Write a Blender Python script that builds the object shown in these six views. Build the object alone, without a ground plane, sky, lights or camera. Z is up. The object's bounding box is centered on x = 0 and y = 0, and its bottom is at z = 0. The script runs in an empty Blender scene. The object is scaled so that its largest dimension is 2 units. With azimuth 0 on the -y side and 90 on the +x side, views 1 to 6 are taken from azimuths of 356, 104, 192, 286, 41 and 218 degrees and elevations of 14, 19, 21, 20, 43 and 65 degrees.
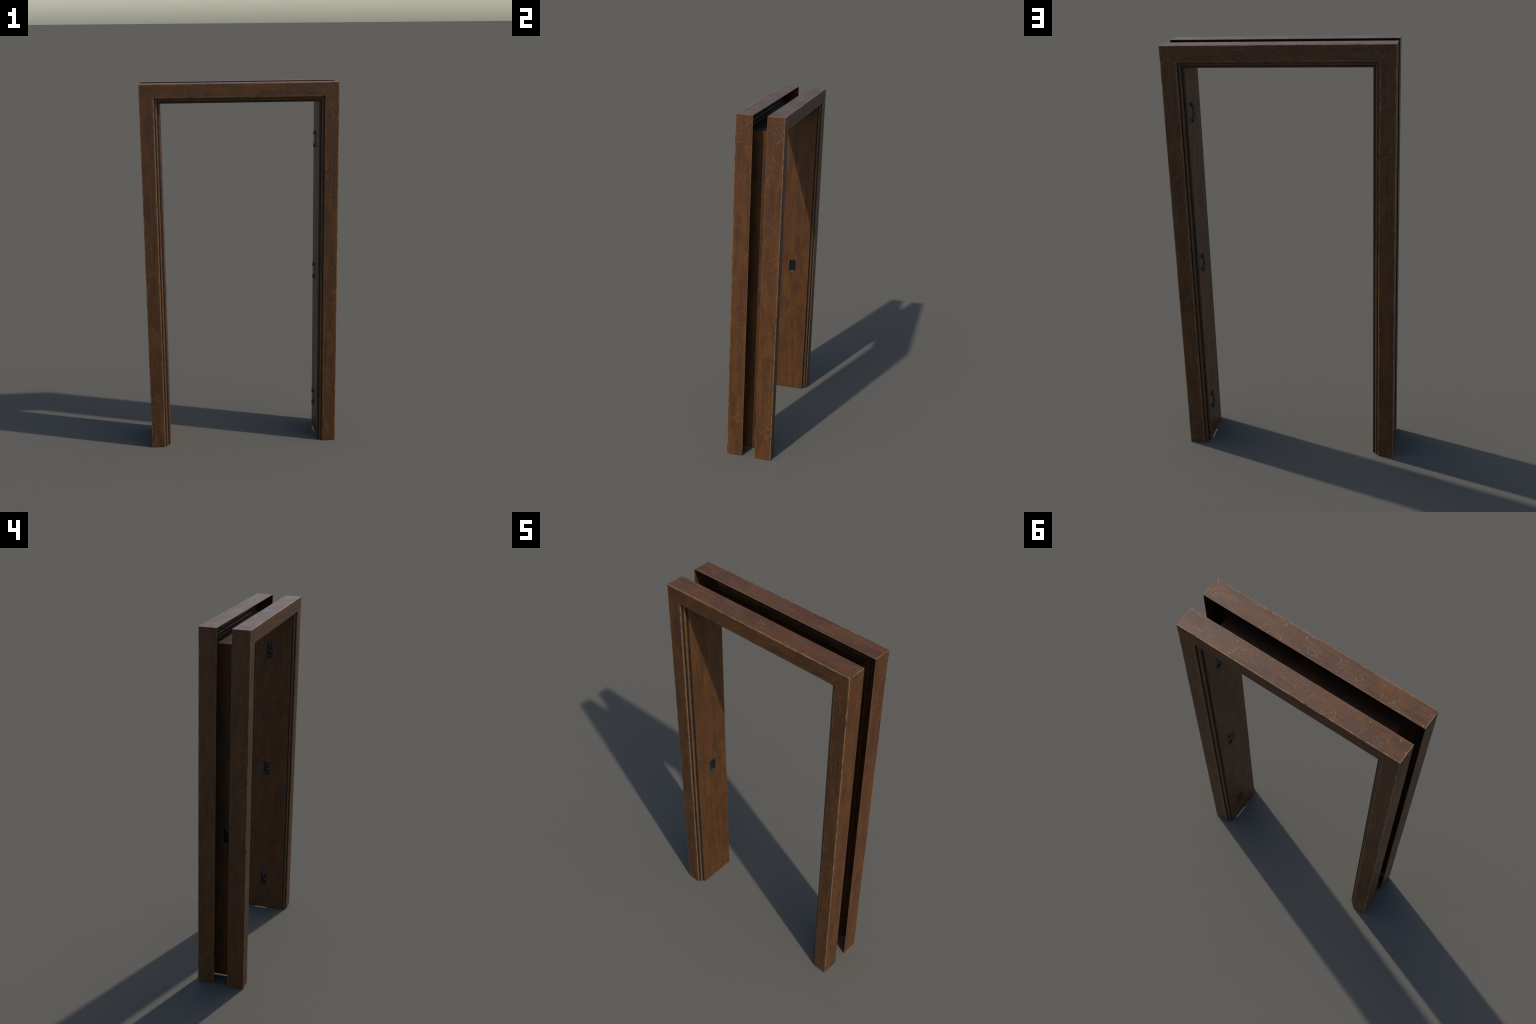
# An old brown wooden door frame: two moulded casings joined by a thin lining,
# three hinge halves on one side and a latch pocket on the other.
import bpy, bmesh, math
from mathutils import Vector, noise

W, D, T = 0.5152, 0.1324, 2.0          # half width, half depth, height
RIM = 0.0385                          # half gap between the casings
LIN = 0.1010                          # inset of the lining's visible face
LY = 0.1027                           # half depth of the lining
FACE = 0.0752                         # width of the flat casing face
SHELL = 0.0028                        # board thickness of the hollow casing
LT = 0.004                            # thickness of the lining

# ------------------------------------------------------------------ node help
class Nodes:
    def __init__(self, mat):
        self.t = mat.node_tree
        self.t.nodes.clear()

    def node(self, kind, **props):
        n = self.t.nodes.new(kind)
        for k, v in props.items():
            setattr(n, k, v)
        return n

    def put(self, sock, v):
        if isinstance(v, bpy.types.NodeSocket):
            self.t.links.new(v, sock)
        elif v is not None:
            sock.default_value = v

    def m(self, op, a, b=None, c=None, clamp=False):
        n = self.node("ShaderNodeMath", operation=op, use_clamp=clamp)
        for s, v in zip(n.inputs, (a, b, c)):
            self.put(s, v)
        return n.outputs[0]

    def add(self, a, b): return self.m("ADD", a, b)
    def sub(self, a, b): return self.m("SUBTRACT", a, b)
    def mul(self, a, b): return self.m("MULTIPLY", a, b)
    def mx(self, a, b): return self.m("MAXIMUM", a, b)
    def mn(self, a, b): return self.m("MINIMUM", a, b)
    def ab(self, a): return self.m("ABSOLUTE", a)

    def step(self, v, lo, hi, a=0.0, b=1.0):
        n = self.node("ShaderNodeMapRange", interpolation_type="SMOOTHSTEP")
        for s, x in zip(n.inputs, (v, lo, hi, a, b)):
            self.put(s, x)
        return n.outputs[0]

    def mixf(self, f, a, b):
        n = self.node("ShaderNodeMix", data_type="FLOAT")
        self.put(n.inputs[0], f); self.put(n.inputs[2], a); self.put(n.inputs[3], b)
        return n.outputs[0]

    def mixc(self, f, a, b, blend="MIX"):
        n = self.node("ShaderNodeMix", data_type="RGBA", blend_type=blend)
        self.put(n.inputs[0], f)
        self.put(n.inputs[6], (*a, 1) if isinstance(a, tuple) else a)
        self.put(n.inputs[7], (*b, 1) if isinstance(b, tuple) else b)
        return n.outputs[2]

    def xyz(self, x, y, z=0.0):
        n = self.node("ShaderNodeCombineXYZ")
        for s, v in zip(n.inputs, (x, y, z)):
            self.put(s, v)
        return n.outputs[0]

    def noise(self, vec, scale, detail=2.0, rough=0.5, dist=0.0):
        n = self.node("ShaderNodeTexNoise")
        self.put(n.inputs["Vector"], vec)
        n.inputs["Scale"].default_value = scale
        n.inputs["Detail"].default_value = detail
        n.inputs["Roughness"].default_value = rough
        n.inputs["Distortion"].default_value = dist
        return n.outputs[0]

    def cells(self, vec):
        n = self.node("ShaderNodeTexVoronoi", voronoi_dimensions="2D", feature="F1")
        self.put(n.inputs["Vector"], vec)
        n.inputs["Scale"].default_value = 1.0
        c = self.node("ShaderNodeSeparateColor")
        self.put(c.inputs[0], n.outputs["Color"])
        return n.outputs["Distance"], c.outputs[0], c.outputs[1]


def wood_material(name, scuff=1.0, wear_amount=1.0, mottle=0.7, depth=1.0):
    mat = bpy.data.materials.new(name)
    mat.use_nodes = True
    g = Nodes(mat)
    tc = g.node("ShaderNodeTexCoord")
    sep = g.node("ShaderNodeSeparateXYZ"); g.put(sep.inputs[0], tc.outputs["Object"])
    x, y, z = sep.outputs
    geo = g.node("ShaderNodeNewGeometry")
    sn = g.node("ShaderNodeSeparateXYZ"); g.put(sn.inputs[0], geo.outputs["True Normal"])
    nx, ny, nz = (g.ab(o) for o in sn.outputs)

    # board layout: inset a from the outside, mitred corners, grain along boards
    side = g.sub(W, g.ab(x)); top = g.sub(T, z)
    a = g.mn(side, top)
    ay = g.ab(y)
    front = g.sub(D, ay)
    jamb = g.m("LESS_THAN", side, top)
    along = g.mixf(jamb, x, z)
    across = g.mixf(jamb, z, x)
    board = g.add(g.mul(g.m("SIGN", x), 3.1), g.mul(g.m("SIGN", y), 7.7))
    board = g.add(board, g.mul(jamb, 13.3))

    def stretched(k_across, k_along):
        return g.xyz(g.add(g.mul(across, k_across), board), g.mul(y, k_across), g.mul(along, k_along))

    grain = g.noise(stretched(330, 7), 1.0, 3, 0.6)
    streak = g.noise(stretched(95, 2.2), 1.0, 3, 0.6, 0.4)
    blotch = g.noise(stretched(22, 7), 1.0, 2, 0.55, 0.3)
    cloud = g.noise(stretched(30, 12), 0.5, 3, 0.55)
    spots = g.noise(stretched(170, 55), 1.0, 3, 0.65)

    col = g.mixc(g.step(blotch, 0.30, 0.66), DARK, WARM)
    col = g.mixc(g.mul(g.step(cloud, 0.46, 0.70), 0.70), col, MAUVE)
    col = g.mixc(g.mul(g.step(streak, 0.42, 0.68), 0.40), col, GOLD)
    shade = g.add(g.mul(g.sub(grain, 0.5), 0.75), 1.0)
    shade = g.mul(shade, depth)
    shade = g.mul(shade, g.add(g.mul(g.sub(spots, 0.5), mottle), 1.0))
    drift = g.noise(stretched(9, 3.2), 1.0, 2, 0.5)
    col = g.mixc(g.mul(g.step(drift, 0.46, 0.70), 0.45), col, RUSSET)
    hsv = g.node("ShaderNodeHueSaturation")
    g.put(hsv.inputs["Value"], shade); g.put(hsv.inputs["Color"], col)
    col = hsv.outputs[0]

    # flat coordinates on whichever face this is
    is_side = g.m("GREATER_THAN", nx, 0.7)
    is_top = g.m("GREATER_THAN", nz, 0.7)
    u = g.mixf(is_side, x, g.add(y, 4.3))
    v = g.mixf(is_top, z, g.add(y, 9.1))
    u = g.add(u, g.mul(g.m("SIGN", y), 2.0))
    wob = g.noise(g.xyz(u, v, 0.0), 14, 1)
    wob2 = g.noise(g.xyz(v, u, 3.0), 14, 1)
    us = g.add(u, g.mul(g.sub(wob, 0.5), 0.022))
    vs = g.add(v, g.mul(g.sub(wob2, 0.5), 0.022))
    breakup = g.noise(g.xyz(u, v, 5.0), 110, 2)

    def scratches(angle, length, width, cull, off):
        c, s = math.cos(math.radians(angle)), math.sin(math.radians(angle))
        p = g.add(g.mul(us, c / length), g.mul(vs, s / length))
        q = g.add(g.mul(us, -s / width), g.mul(vs, c / width))
        d, r1, r2 = g.cells(g.xyz(g.add(p, off), g.add(q, off * 1.7)))
        line = g.step(d, 0.16, 0.44, 1.0, 0.0)
        return g.mul(g.mul(line, g.m("GREATER_THAN", r1, cull)), g.add(g.mul(r2, 0.6), 0.4))

    lines = None
    for ang, ln, wd, cull, off in (
            (38, 0.130, 0.0028, 0.9940, 1.3), (-34, 0.140, 0.0028, 0.9940, 17.9),
            (72, 0.110, 0.0024, 0.9950, 31.7), (-64, 0.100, 0.0024, 0.9950, 47.1),
            (14, 0.070, 0.0025, 0.9955, 59.3), (25, 0.042, 0.0036, 0.9955, 77.7),
            (-52, 0.036, 0.0042, 0.9950, 93.1), (-14, 0.075, 0.0024, 0.9960, 71.9)):
        l = scratches(ang, ln, wd, cull, off)
        lines = l if lines is None else g.mx(lines, l)
    lines = g.mul(lines, g.step(breakup, 0.33, 0.56, 0.25, 1.0))
    dd, dr, dr2 = g.cells(g.xyz(g.mul(us, 90), g.mul(vs, 75)))
    dents = g.mul(g.step(g.m("DIVIDE", dd, g.add(g.mul(dr2, 0.8), 0.25)), 0.10, 0.42, 1.0, 0.0), g.mul(g.m("GREATER_THAN", dr, 0.978), 0.7))
    cluster = g.noise(g.xyz(u, v, 8.0), 13, 2, 0.6)
    glint_flecks = g.mul(g.step(g.noise(g.xyz(us, vs, 2.0), 170, 3, 0.65), 0.555, 0.63), g.step(cluster, 0.52, 0.64))
    # painted sun-glint flecks: thick on the upward boards, sparse elsewhere
    glint_flecks = g.mul(glint_flecks, g.add(g.mul(is_top, 0.9), 0.1))
    marks = g.mx(lines, dents)

    # worn arrises: outer edge, inner edge of the face, bead, lining corner, rim
    en = g.noise(tc.outputs["Object"], 26, 4, 0.65)
    en2 = g.noise(tc.outputs["Object"], 95, 2, 0.6)
    ragged = g.add(g.mul(en, 0.7), g.mul(en2, 0.3))
    lift = g.step(ragged, 0.36, 0.66)

    def edge(dist, lo, hi):
        reach = g.mixf(lift, lo, hi)
        return g.step(g.m("DIVIDE", dist, reach), 0.25, 1.0, 1.0, 0.0)

    on_face = g.m("LESS_THAN", a, 0.0760)
    outer = edge(g.add(a, front), 0.0018, 0.0095)
    inner = g.mul(edge(g.add(g.mx(g.sub(FACE, a), 0.0), g.mul(front, 0.35)), 0.003, 0.016), on_face)
    corner = edge(g.add(side, top), 0.001, 0.006)
    bead = edge(g.add(g.ab(g.sub(a, 0.0872)), g.ab(g.sub(ay, 0.1180))), 0.004, 0.013)
    lip = edge(g.add(g.ab(g.sub(a, LIN)), g.ab(g.sub(ay, LY))), 0.001, 0.0032)
    rim = edge(g.add(a, g.ab(g.sub(ay, RIM))), 0.0008, 0.0035)
    wear = g.mx(g.mx(outer, corner), g.mx(g.mul(inner, 0.62), g.mul(g.mx(bead, lip), 0.34)))
    wear = g.mul(g.mx(wear, g.mul(rim, 0.7)), wear_amount)

    col = g.mixc(g.mul(wear, 0.80), col, WORN)
    col = g.mixc(g.mul(g.mul(marks, 0.88), scuff), col, SCRATCH)
    col = g.mixc(g.mul(g.mul(glint_flecks, 0.13), scuff), col, SCRATCH)  # base colour lightened a little where the tops glint in the sun

    rough = g.add(ROUGH, g.mul(g.sub(cloud, 0.5), 0.25))
    rough = g.sub(rough, g.mul(glint_flecks, 0.25 * scuff))
    h = g.mul(g.sub(grain, 0.5), 0.25)
    h = g.sub(h, g.mul(marks, 0.9 * scuff))
    h = g.add(h, g.mul(glint_flecks, 1.0 * scuff))
    h = g.add(h, g.mul(g.mul(wear, en2), 0.9))
    bump = g.node("ShaderNodeBump")
    bump.inputs["Strength"].default_value = 0.55
    bump.inputs["Distance"].default_value = 0.0012
    g.put(bump.inputs["Height"], h)

    bsdf = g.node("ShaderNodeBsdfPrincipled")
    g.put(bsdf.inputs["Base Color"], col)
    g.put(bsdf.inputs["Roughness"], rough)
    g.put(bsdf.inputs["Specular IOR Level"], g.m("MINIMUM", g.add(SPEC, g.mul(glint_flecks, 1.6 * scuff)), 1.0))
    g.put(bsdf.inputs["Normal"], bump.outputs[0])
    out = g.node("ShaderNodeOutputMaterial")
    g.put(out.inputs[0], bsdf.outputs[0])
    return mat


def plain_material(name, base, light, rough, metallic=0.0, scale=160, spec=0.5):
    mat = bpy.data.materials.new(name)
    mat.use_nodes = True
    g = Nodes(mat)
    tc = g.node("ShaderNodeTexCoord")
    n = g.noise(tc.outputs["Object"], scale, 4, 0.6)
    f = g.step(n, 0.38, 0.68)
    bsdf = g.node("ShaderNodeBsdfPrincipled")
    g.put(bsdf.inputs["Base Color"], g.mixc(f, base, light))
    g.put(bsdf.inputs["Roughness"], g.add(rough, g.mul(g.sub(n, 0.5), 0.3)))
    bsdf.inputs["Metallic"].default_value = metallic
    bsdf.inputs["Specular IOR Level"].default_value = spec
    bump = g.node("ShaderNodeBump")
    bump.inputs["Strength"].default_value = 0.2
    bump.inputs["Distance"].default_value = 0.0005
    g.put(bump.inputs["Height"], n)
    g.put(bsdf.inputs["Normal"], bump.outputs[0])
    out = g.node("ShaderNodeOutputMaterial")
    g.put(out.inputs[0], bsdf.outputs[0])
    return mat


DARK = (0.061, 0.0255, 0.0100)
WARM = (0.106, 0.0400, 0.0098)
MAUVE = (0.072, 0.0315, 0.0165)
GOLD = (0.126, 0.0500, 0.0120)
WORN = (0.240, 0.126, 0.053)
SCRATCH = (0.260, 0.155, 0.080)
RUSSET = (0.074, 0.0270, 0.0110)
ROUGH, SPEC = 0.47, 0.32

wood = wood_material("stained_wood")
lining_wood = wood_material("stained_lining_wood", scuff=0.25, wear_amount=0.6, mottle=1.25)
shade_darkened_lining_wood = wood_material("shade_darkened_lining_wood", scuff=0.2, wear_amount=0.4, mottle=1.25, depth=0.5)  # head lining colour halved to carry the deep shade around it
groove_stain = plain_material("dark_groove_stain", (0.018, 0.015, 0.0125), (0.032, 0.025, 0.019), 0.6, scale=40, spec=0.22)
step_stain = plain_material("dark_step_stain", (0.034, 0.019, 0.011), (0.058, 0.029, 0.014), 0.55, scale=40, spec=0.3)
knuckle_iron = plain_material("worn_knuckle_iron", (0.024, 0.024, 0.024), (0.044, 0.043, 0.042), 0.45, 0.0, 260)
leaf_iron = plain_material("black_leaf_iron", (0.007, 0.0075, 0.008), (0.014, 0.014, 0.015), 0.55, 0.0, 260, 0.25)
iron = plain_material("dark_iron", (0.020, 0.020, 0.021), (0.036, 0.036, 0.036), 0.5, 0.0, 260, 0.4)
screw_metal = plain_material("grey_screw_metal", (0.12, 0.12, 0.12), (0.19, 0.19, 0.185), 0.45, 0.3, 300)
latch_metal = plain_material("dark_latch_plate", (0.032, 0.028, 0.024), (0.046, 0.041, 0.036), 0.55, 0.0, 200, 0.2)
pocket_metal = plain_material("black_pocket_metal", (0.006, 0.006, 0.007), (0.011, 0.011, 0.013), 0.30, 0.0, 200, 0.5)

# ------------------------------------------------------------------- objects
frame = bpy.data.objects.new("door_frame", None)
bpy.context.collection.objects.link(frame)
frame["label"] = "empty brown wooden door frame with worn moulded casings"
frame["category"] = "door frame"


def finish(name, bm, mats, parent, angle=35, loc=None):
    bmesh.ops.recalc_face_normals(bm, faces=bm.faces)
    me = bpy.data.meshes.new(name)
    bm.to_mesh(me); bm.free()
    for m in mats:
        me.materials.append(m)
    me.shade_smooth()
    me.set_sharp_from_angle(angle=math.radians(angle))
    return place(name, me, parent, loc)


def place(name, me, parent, loc=None):
    ob = bpy.data.objects.new(name, me)
    ob.parent = parent
    if loc is not None:
        ob.location = loc
    bpy.context.collection.objects.link(ob)
    return ob

# ------------------------------------------------------------------- casings
# profile as (inset from the outside, distance from the middle plane, groove?)
def casing_profile(chip):
    return [(0, RIM, 0), (0, D - 0.0062, 0), (0, D - chip, 0), (chip * 0.32, D - chip * 0.32, 0), (chip, D, 0),
            (0.0062, D, 0), (0.0672, D, 0), (0.0684, D, 0), (0.0708, D - 0.0003, 0), (0.0730, D - 0.0012, 0), (0.0745, D - 0.0028, 0),
            (FACE, D - 0.0056, 1), (0.0758, 0.1206, 1), (0.0796, 0.1213, 0), (0.0825, 0.1211, 0),
            (0.0852, 0.1200, 0), (0.0873, 0.1180, 0), (0.0886, 0.1152, 0), (0.0890, 0.1122, 1),
            (0.0896, 0.1064, 1), (0.0928, 0.1066, 2), (0.0970, 0.1062, 2), (0.0994, 0.1050, 0),
            (LIN, LY, 0)]


def shell_ring(chip):
    """outer skin, then the hidden skin offset inwards, as one closed ring"""
    p = casing_profile(chip)
    pts = [Vector((q[0], q[1])) for q in p]
    inner = []
    for i, q in enumerate(pts):          # the skin thins out towards the open rim
        thick = SHELL * (0.4 if i == 0 else 1.0)
        d0 = (pts[i] - pts[i - 1]).normalized() if i else None
        d1 = (pts[i + 1] - pts[i]).normalized() if i + 1 < len(pts) else None
        d0, d1 = d0 or d1, d1 or d0
        n0, n1 = Vector((d0.y, -d0.x)), Vector((d1.y, -d1.x))
        n = (n0 + n1).normalized()
        k = min(1 / max(n.dot(n0), 0.45), 1.5)
        inner.append(q + n * thick * k)
    flags = [q[2] for q in p]
    return pts, inner, flags


def chip_size(seed, s, end):
    v = noise.noise(Vector((s * 34, seed * 5.3, 1.7))) + 0.6 * noise.noise(Vector((s * 90, seed, 9.2)))
    w = noise.noise(Vector((s * 7, seed * 3.1, 4.4)))
    chip = 0.0009 + 0.0075 * max(0.0, v - 0.22 - 0.30 * w)
    return 0.0009 + (min(chip, 0.0034) - 0.0009) * min(1.0, max(0.0, end) / 0.02)


def casing_board(kind, sy, sx, seed):
    bm = bmesh.new()
    n = 300 if kind == "jamb" else 180
    rings = []
    for i in range(n + 1):
        t = i / n
        if kind == "jamb":
            chip = chip_size(seed, t * T, (1 - t) * T)
        else:
            chip = chip_size(seed, t * 2 * W, min(t, 1 - t) * 2 * W)
        outer, inner, flags = shell_ring(chip)
        ring = []
        for q in outer + inner[::-1]:
            a, yy = q
            if kind == "jamb":
                ring.append(bm.verts.new((sx * (W - a), sy * yy, t * (T - a))))
            else:
                ring.append(bm.verts.new(((2 * t - 1) * (W - a), sy * yy, T - a)))
        rings.append(ring)
    k = len(rings[0]); m = k // 2
    for r0, r1 in zip(rings, rings[1:]):
        for j in range(k):
            f = bm.faces.new((r0[j], r0[(j + 1) % k], r1[(j + 1) % k], r1[j]))
            f.material_index = flags[j] if j < m else 0
    if kind == "jamb":                      # close the foot
        for j in range(m - 1):
            bm.faces.new((rings[0][j], rings[0][j + 1], rings[0][k - 2 - j], rings[0][k - 1 - j]))
    return finish(kind + "_casing", bm, (wood, groove_stain, step_stain), frame)


seed = 1
for sy in (-1, 1):
    for sx in (-1, 1):
        casing_board("jamb", sy, sx, seed); seed += 1
    casing_board("head", sy, 0, seed); seed += 1

# -------------------------------------------------------------------- lining
# section through the lining: visible face at LIN, hidden face LT behind it
LATCH_Z, LATCH_H, LATCH_W = 0.866, 0.0432, 0.0236     # centre, half height, half width
HINGE_Z = (1.687, 0.9545, 0.1975)
HINGE_H, HINGE_Y0, HINGE_Y1 = 0.0415, 0.0025, 0.0355


def lining_board(sx, holes):
    """upright board, cut into a grid so the iron pieces sit in real mortises"""
    bm = bmesh.new()
    ys = sorted({-LY, LY, *(h[0] for h in holes), *(h[1] for h in holes)})
    zs = sorted({0.0, T - LIN, *(h[2] for h in holes), *(h[3] for h in holes)})
    xin, xout = sx * (W - LIN), sx * (W - LIN + LT)
    V = {}

    def vert(s, yv, zv):
        if (s, yv, zv) not in V:
            zz = zv
            if s:
                zz = 0.0046 if zv == 0.0 else (zv + LT if zv == zs[-1] else zv)
            V[s, yv, zv] = bm.verts.new((xout if s else xin, yv, zz))
        return V[s, yv, zv]

    solid = {}
    for i in range(len(ys) - 1):
        for j in range(len(zs) - 1):
            cy, cz = (ys[i] + ys[i + 1]) / 2, (zs[j] + zs[j + 1]) / 2
            solid[i, j] = not any(h[0] < cy < h[1] and h[2] < cz < h[3] for h in holes)
    for (i, j), ok in solid.items():
        if not ok:
            continue
        q = [(ys[i], zs[j]), (ys[i + 1], zs[j]), (ys[i + 1], zs[j + 1]), (ys[i], zs[j + 1])]
        for s in (0, 1):
            bm.faces.new([vert(s, *c) for c in q])
        for e, (di, dj) in enumerate(((0, -1), (1, 0), (0, 1), (-1, 0))):
            if not solid.get((i + di, j + dj), False) and not (j + dj > len(zs) - 2):
                c0, c1 = q[e], q[(e + 1) % 4]
                bm.faces.new((vert(0, *c0), vert(0, *c1), vert(1, *c1), vert(1, *c0)))
    return finish("jamb_lining", bm, (lining_wood,), frame)


latch_hole = (-LATCH_W + 0.0032, LATCH_W - 0.0032, LATCH_Z - LATCH_H + 0.0038, LATCH_Z + LATCH_H - 0.0038)
lining_board(-1, [latch_hole])
lining_board(1, [(HINGE_Y0 + 0.0004, HINGE_Y1 - 0.0004, hz - HINGE_H + 0.0004, hz + HINGE_H - 0.0004) for hz in HINGE_Z])

bm = bmesh.new()
ends = []
for sx in (-1, 1):
    ring = [bm.verts.new((sx * (W - LIN + o), yy, T - LIN + o)) for yy, o in ((-LY, 0), (LY, 0), (LY, LT), (-LY, LT))]
    ends.append(ring)
for j in range(4):
    bm.faces.new((ends[0][j], ends[0][(j + 1) % 4], ends[1][(j + 1) % 4], ends[1][j]))
finish("head_lining", bm, (shade_darkened_lining_wood,), frame)

# -------------------------------------------------------------------- hinges
def box(bm, lo, hi, bevel=0.0):
    r = bmesh.ops.create_cube(bm, size=1)
    for v in r["verts"]:
        v.co = Vector([(l + h) / 2 + c * (h - l) for l, h, c in zip(lo, hi, v.co)])
    if bevel:
        es = {e for v in r["verts"] for e in v.link_edges}
        bmesh.ops.bevel(bm, geom=list(es), offset=bevel, segments=2, affect="EDGES", profile=0.7)


XF = W - LIN                            # visible face of the right lining
cy = (HINGE_Y0 + HINGE_Y1) / 2
hw = (HINGE_Y1 - HINGE_Y0) / 2
KX, KY, KR = XF - 0.0045, 0.0385, 0.0066   # pin axis and knuckle radius

# leaf in hinge coordinates: x away from the door opening, origin at leaf centre
bm = bmesh.new()
box(bm, (0.0004, -hw + 0.0001, -HINGE_H + 0.0001), (LT + 0.0012, hw - 0.0001, HINGE_H - 0.0001))
plate_faces = len(bm.faces)
rimw = 0.0026
box(bm, (-0.0014, -hw, HINGE_H - rimw), (0.0006, hw, HINGE_H), 0.0006)
box(bm, (-0.0014, -hw, -HINGE_H), (0.0006, hw, -HINGE_H + rimw), 0.0006)
box(bm, (-0.0014, -hw, -HINGE_H + rimw), (0.0006, -hw + rimw, HINGE_H - rimw), 0.0006)
bm.faces.ensure_lookup_table()
for i, f in enumerate(bm.faces):
    f.material_index = 1 if i >= plate_faces or f.calc_center_median().x > 0.002 else 0
leaf_bm = bm

bm = bmesh.new()                        # one knuckle: barrel with a tongue to the leaf
bmesh.ops.create_cone(bm, cap_ends=True, segments=24, radius1=KR, radius2=KR, depth=0.0205)
rim_edges = [e for e in bm.edges if abs(e.verts[0].co.z - e.verts[1].co.z) < 1e-6]
bmesh.ops.bevel(bm, geom=rim_edges, offset=0.0008, segments=2, affect="EDGES", profile=0.5)
box(bm, (0.0012, -KR * 1.05, -0.0098), (KR * 0.98, KR * 0.2, 0.0098), 0.0005)
knuckle_bm = bm

bm = bmesh.new()                        # domed screw head with a driver slot
prof = [(0.0044, 0.0), (0.0042, 0.0006), (0.0034, 0.0011), (0.0020, 0.0014)]
prev = None
for r, h in prof:
    ring = [bm.verts.new((-h, r * math.cos(i * math.tau / 20), r * math.sin(i * math.tau / 20))) for i in range(20)]
    if prev:
        for i in range(20):
            bm.faces.new((prev[i], prev[(i + 1) % 20], ring[(i + 1) % 20], ring[i]))
    prev = ring
bm.faces.new(prev)
screw_bm = bm

def hidden_mesh(name, bm, mats, angle=35):
    bmesh.ops.recalc_face_normals(bm, faces=bm.faces)
    me = bpy.data.meshes.new(name)
    bm.to_mesh(me); bm.free()
    for m in mats:
        me.materials.append(m)
    me.shade_smooth(); me.set_sharp_from_angle(angle=math.radians(angle))
    return me

leaf_me = hidden_mesh("hinge", leaf_bm, (leaf_iron, iron))
knuckle_me = hidden_mesh("knuckle", knuckle_bm, (knuckle_iron,))
screw_me = hidden_mesh("screw", screw_bm, (screw_metal,), 60)
for hz in HINGE_Z:
    hinge = place("hinge", leaf_me, frame, (XF, cy, hz))
    for kz in (0.0357, -0.0330):
        place("knuckle", knuckle_me, hinge, (KX - XF, KY - cy, kz))
    for sy, sz in ((0.0178, 0.0262), (0.0124, 0.0003), (0.0206, -0.0285)):
        place("screw", screw_me, hinge, (-0.0002, sy - cy, sz))

# -------------------------------------------------------------- latch pocket
def rounded(hy, hz, r, n=6, dy=0.0, dz=0.0):
    pts = []
    for k, (sy, sz) in enumerate(((1, 1), (-1, 1), (-1, -1), (1, -1))):
        for i in range(n + 1):
            th = math.pi / 2 * (k + i / n)
            pts.append((sy * (hy - r) + r * math.cos(th) + dy, sz * (hz - r) + r * math.sin(th) + dz))
    return pts

bm = bmesh.new()
# outline rings from the plate's edge over its face, down the pocket, and back up outside
steps = [(0.0000, LATCH_W, LATCH_H, 0.0094, 0.0, 0.0), (0.0007, LATCH_W, LATCH_H, 0.0094, 0.0, 0.0),
         (0.0013, LATCH_W - 0.0007, LATCH_H - 0.0007, 0.0088, 0.0, 0.0),
         (0.0012, LATCH_W - 0.0044, LATCH_H - 0.0056, 0.0050, 0.0, 0.0006),
         (0.0006, LATCH_W - 0.0051, LATCH_H - 0.0064, 0.0046, 0.0, 0.0006),
         (-0.0080, 0.0136, 0.0312, 0.0016, -0.0042, 0.0012),
         (-0.0095, 0.0150, 0.0326, 0.0020, -0.0042, 0.0012),
         (-0.0060, 0.0206, 0.0396, 0.0040, 0.0, 0.0), (0.0000, 0.0206, 0.0396, 0.0040, 0.0, 0.0)]
rings = []
for dx, hy, hz, r, dy, dz in steps:
    rings.append([bm.verts.new((dx, p, q)) for p, q in rounded(hy, hz, r, dy=dy, dz=dz)])
n = len(rings[0])
for r0, r1 in [(rings[i], rings[(i + 1) % len(rings)]) for i in range(len(rings)) if i != 5]:
    for j in range(n):
        f = bm.faces.new((r0[j], r0[(j + 1) % n], r1[(j + 1) % n], r1[j]))
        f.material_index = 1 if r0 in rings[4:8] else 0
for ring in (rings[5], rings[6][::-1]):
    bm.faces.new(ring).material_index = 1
finish("latch_pocket", bm, (latch_metal, pocket_metal), frame, 40, (-XF, 0.0, LATCH_Z))
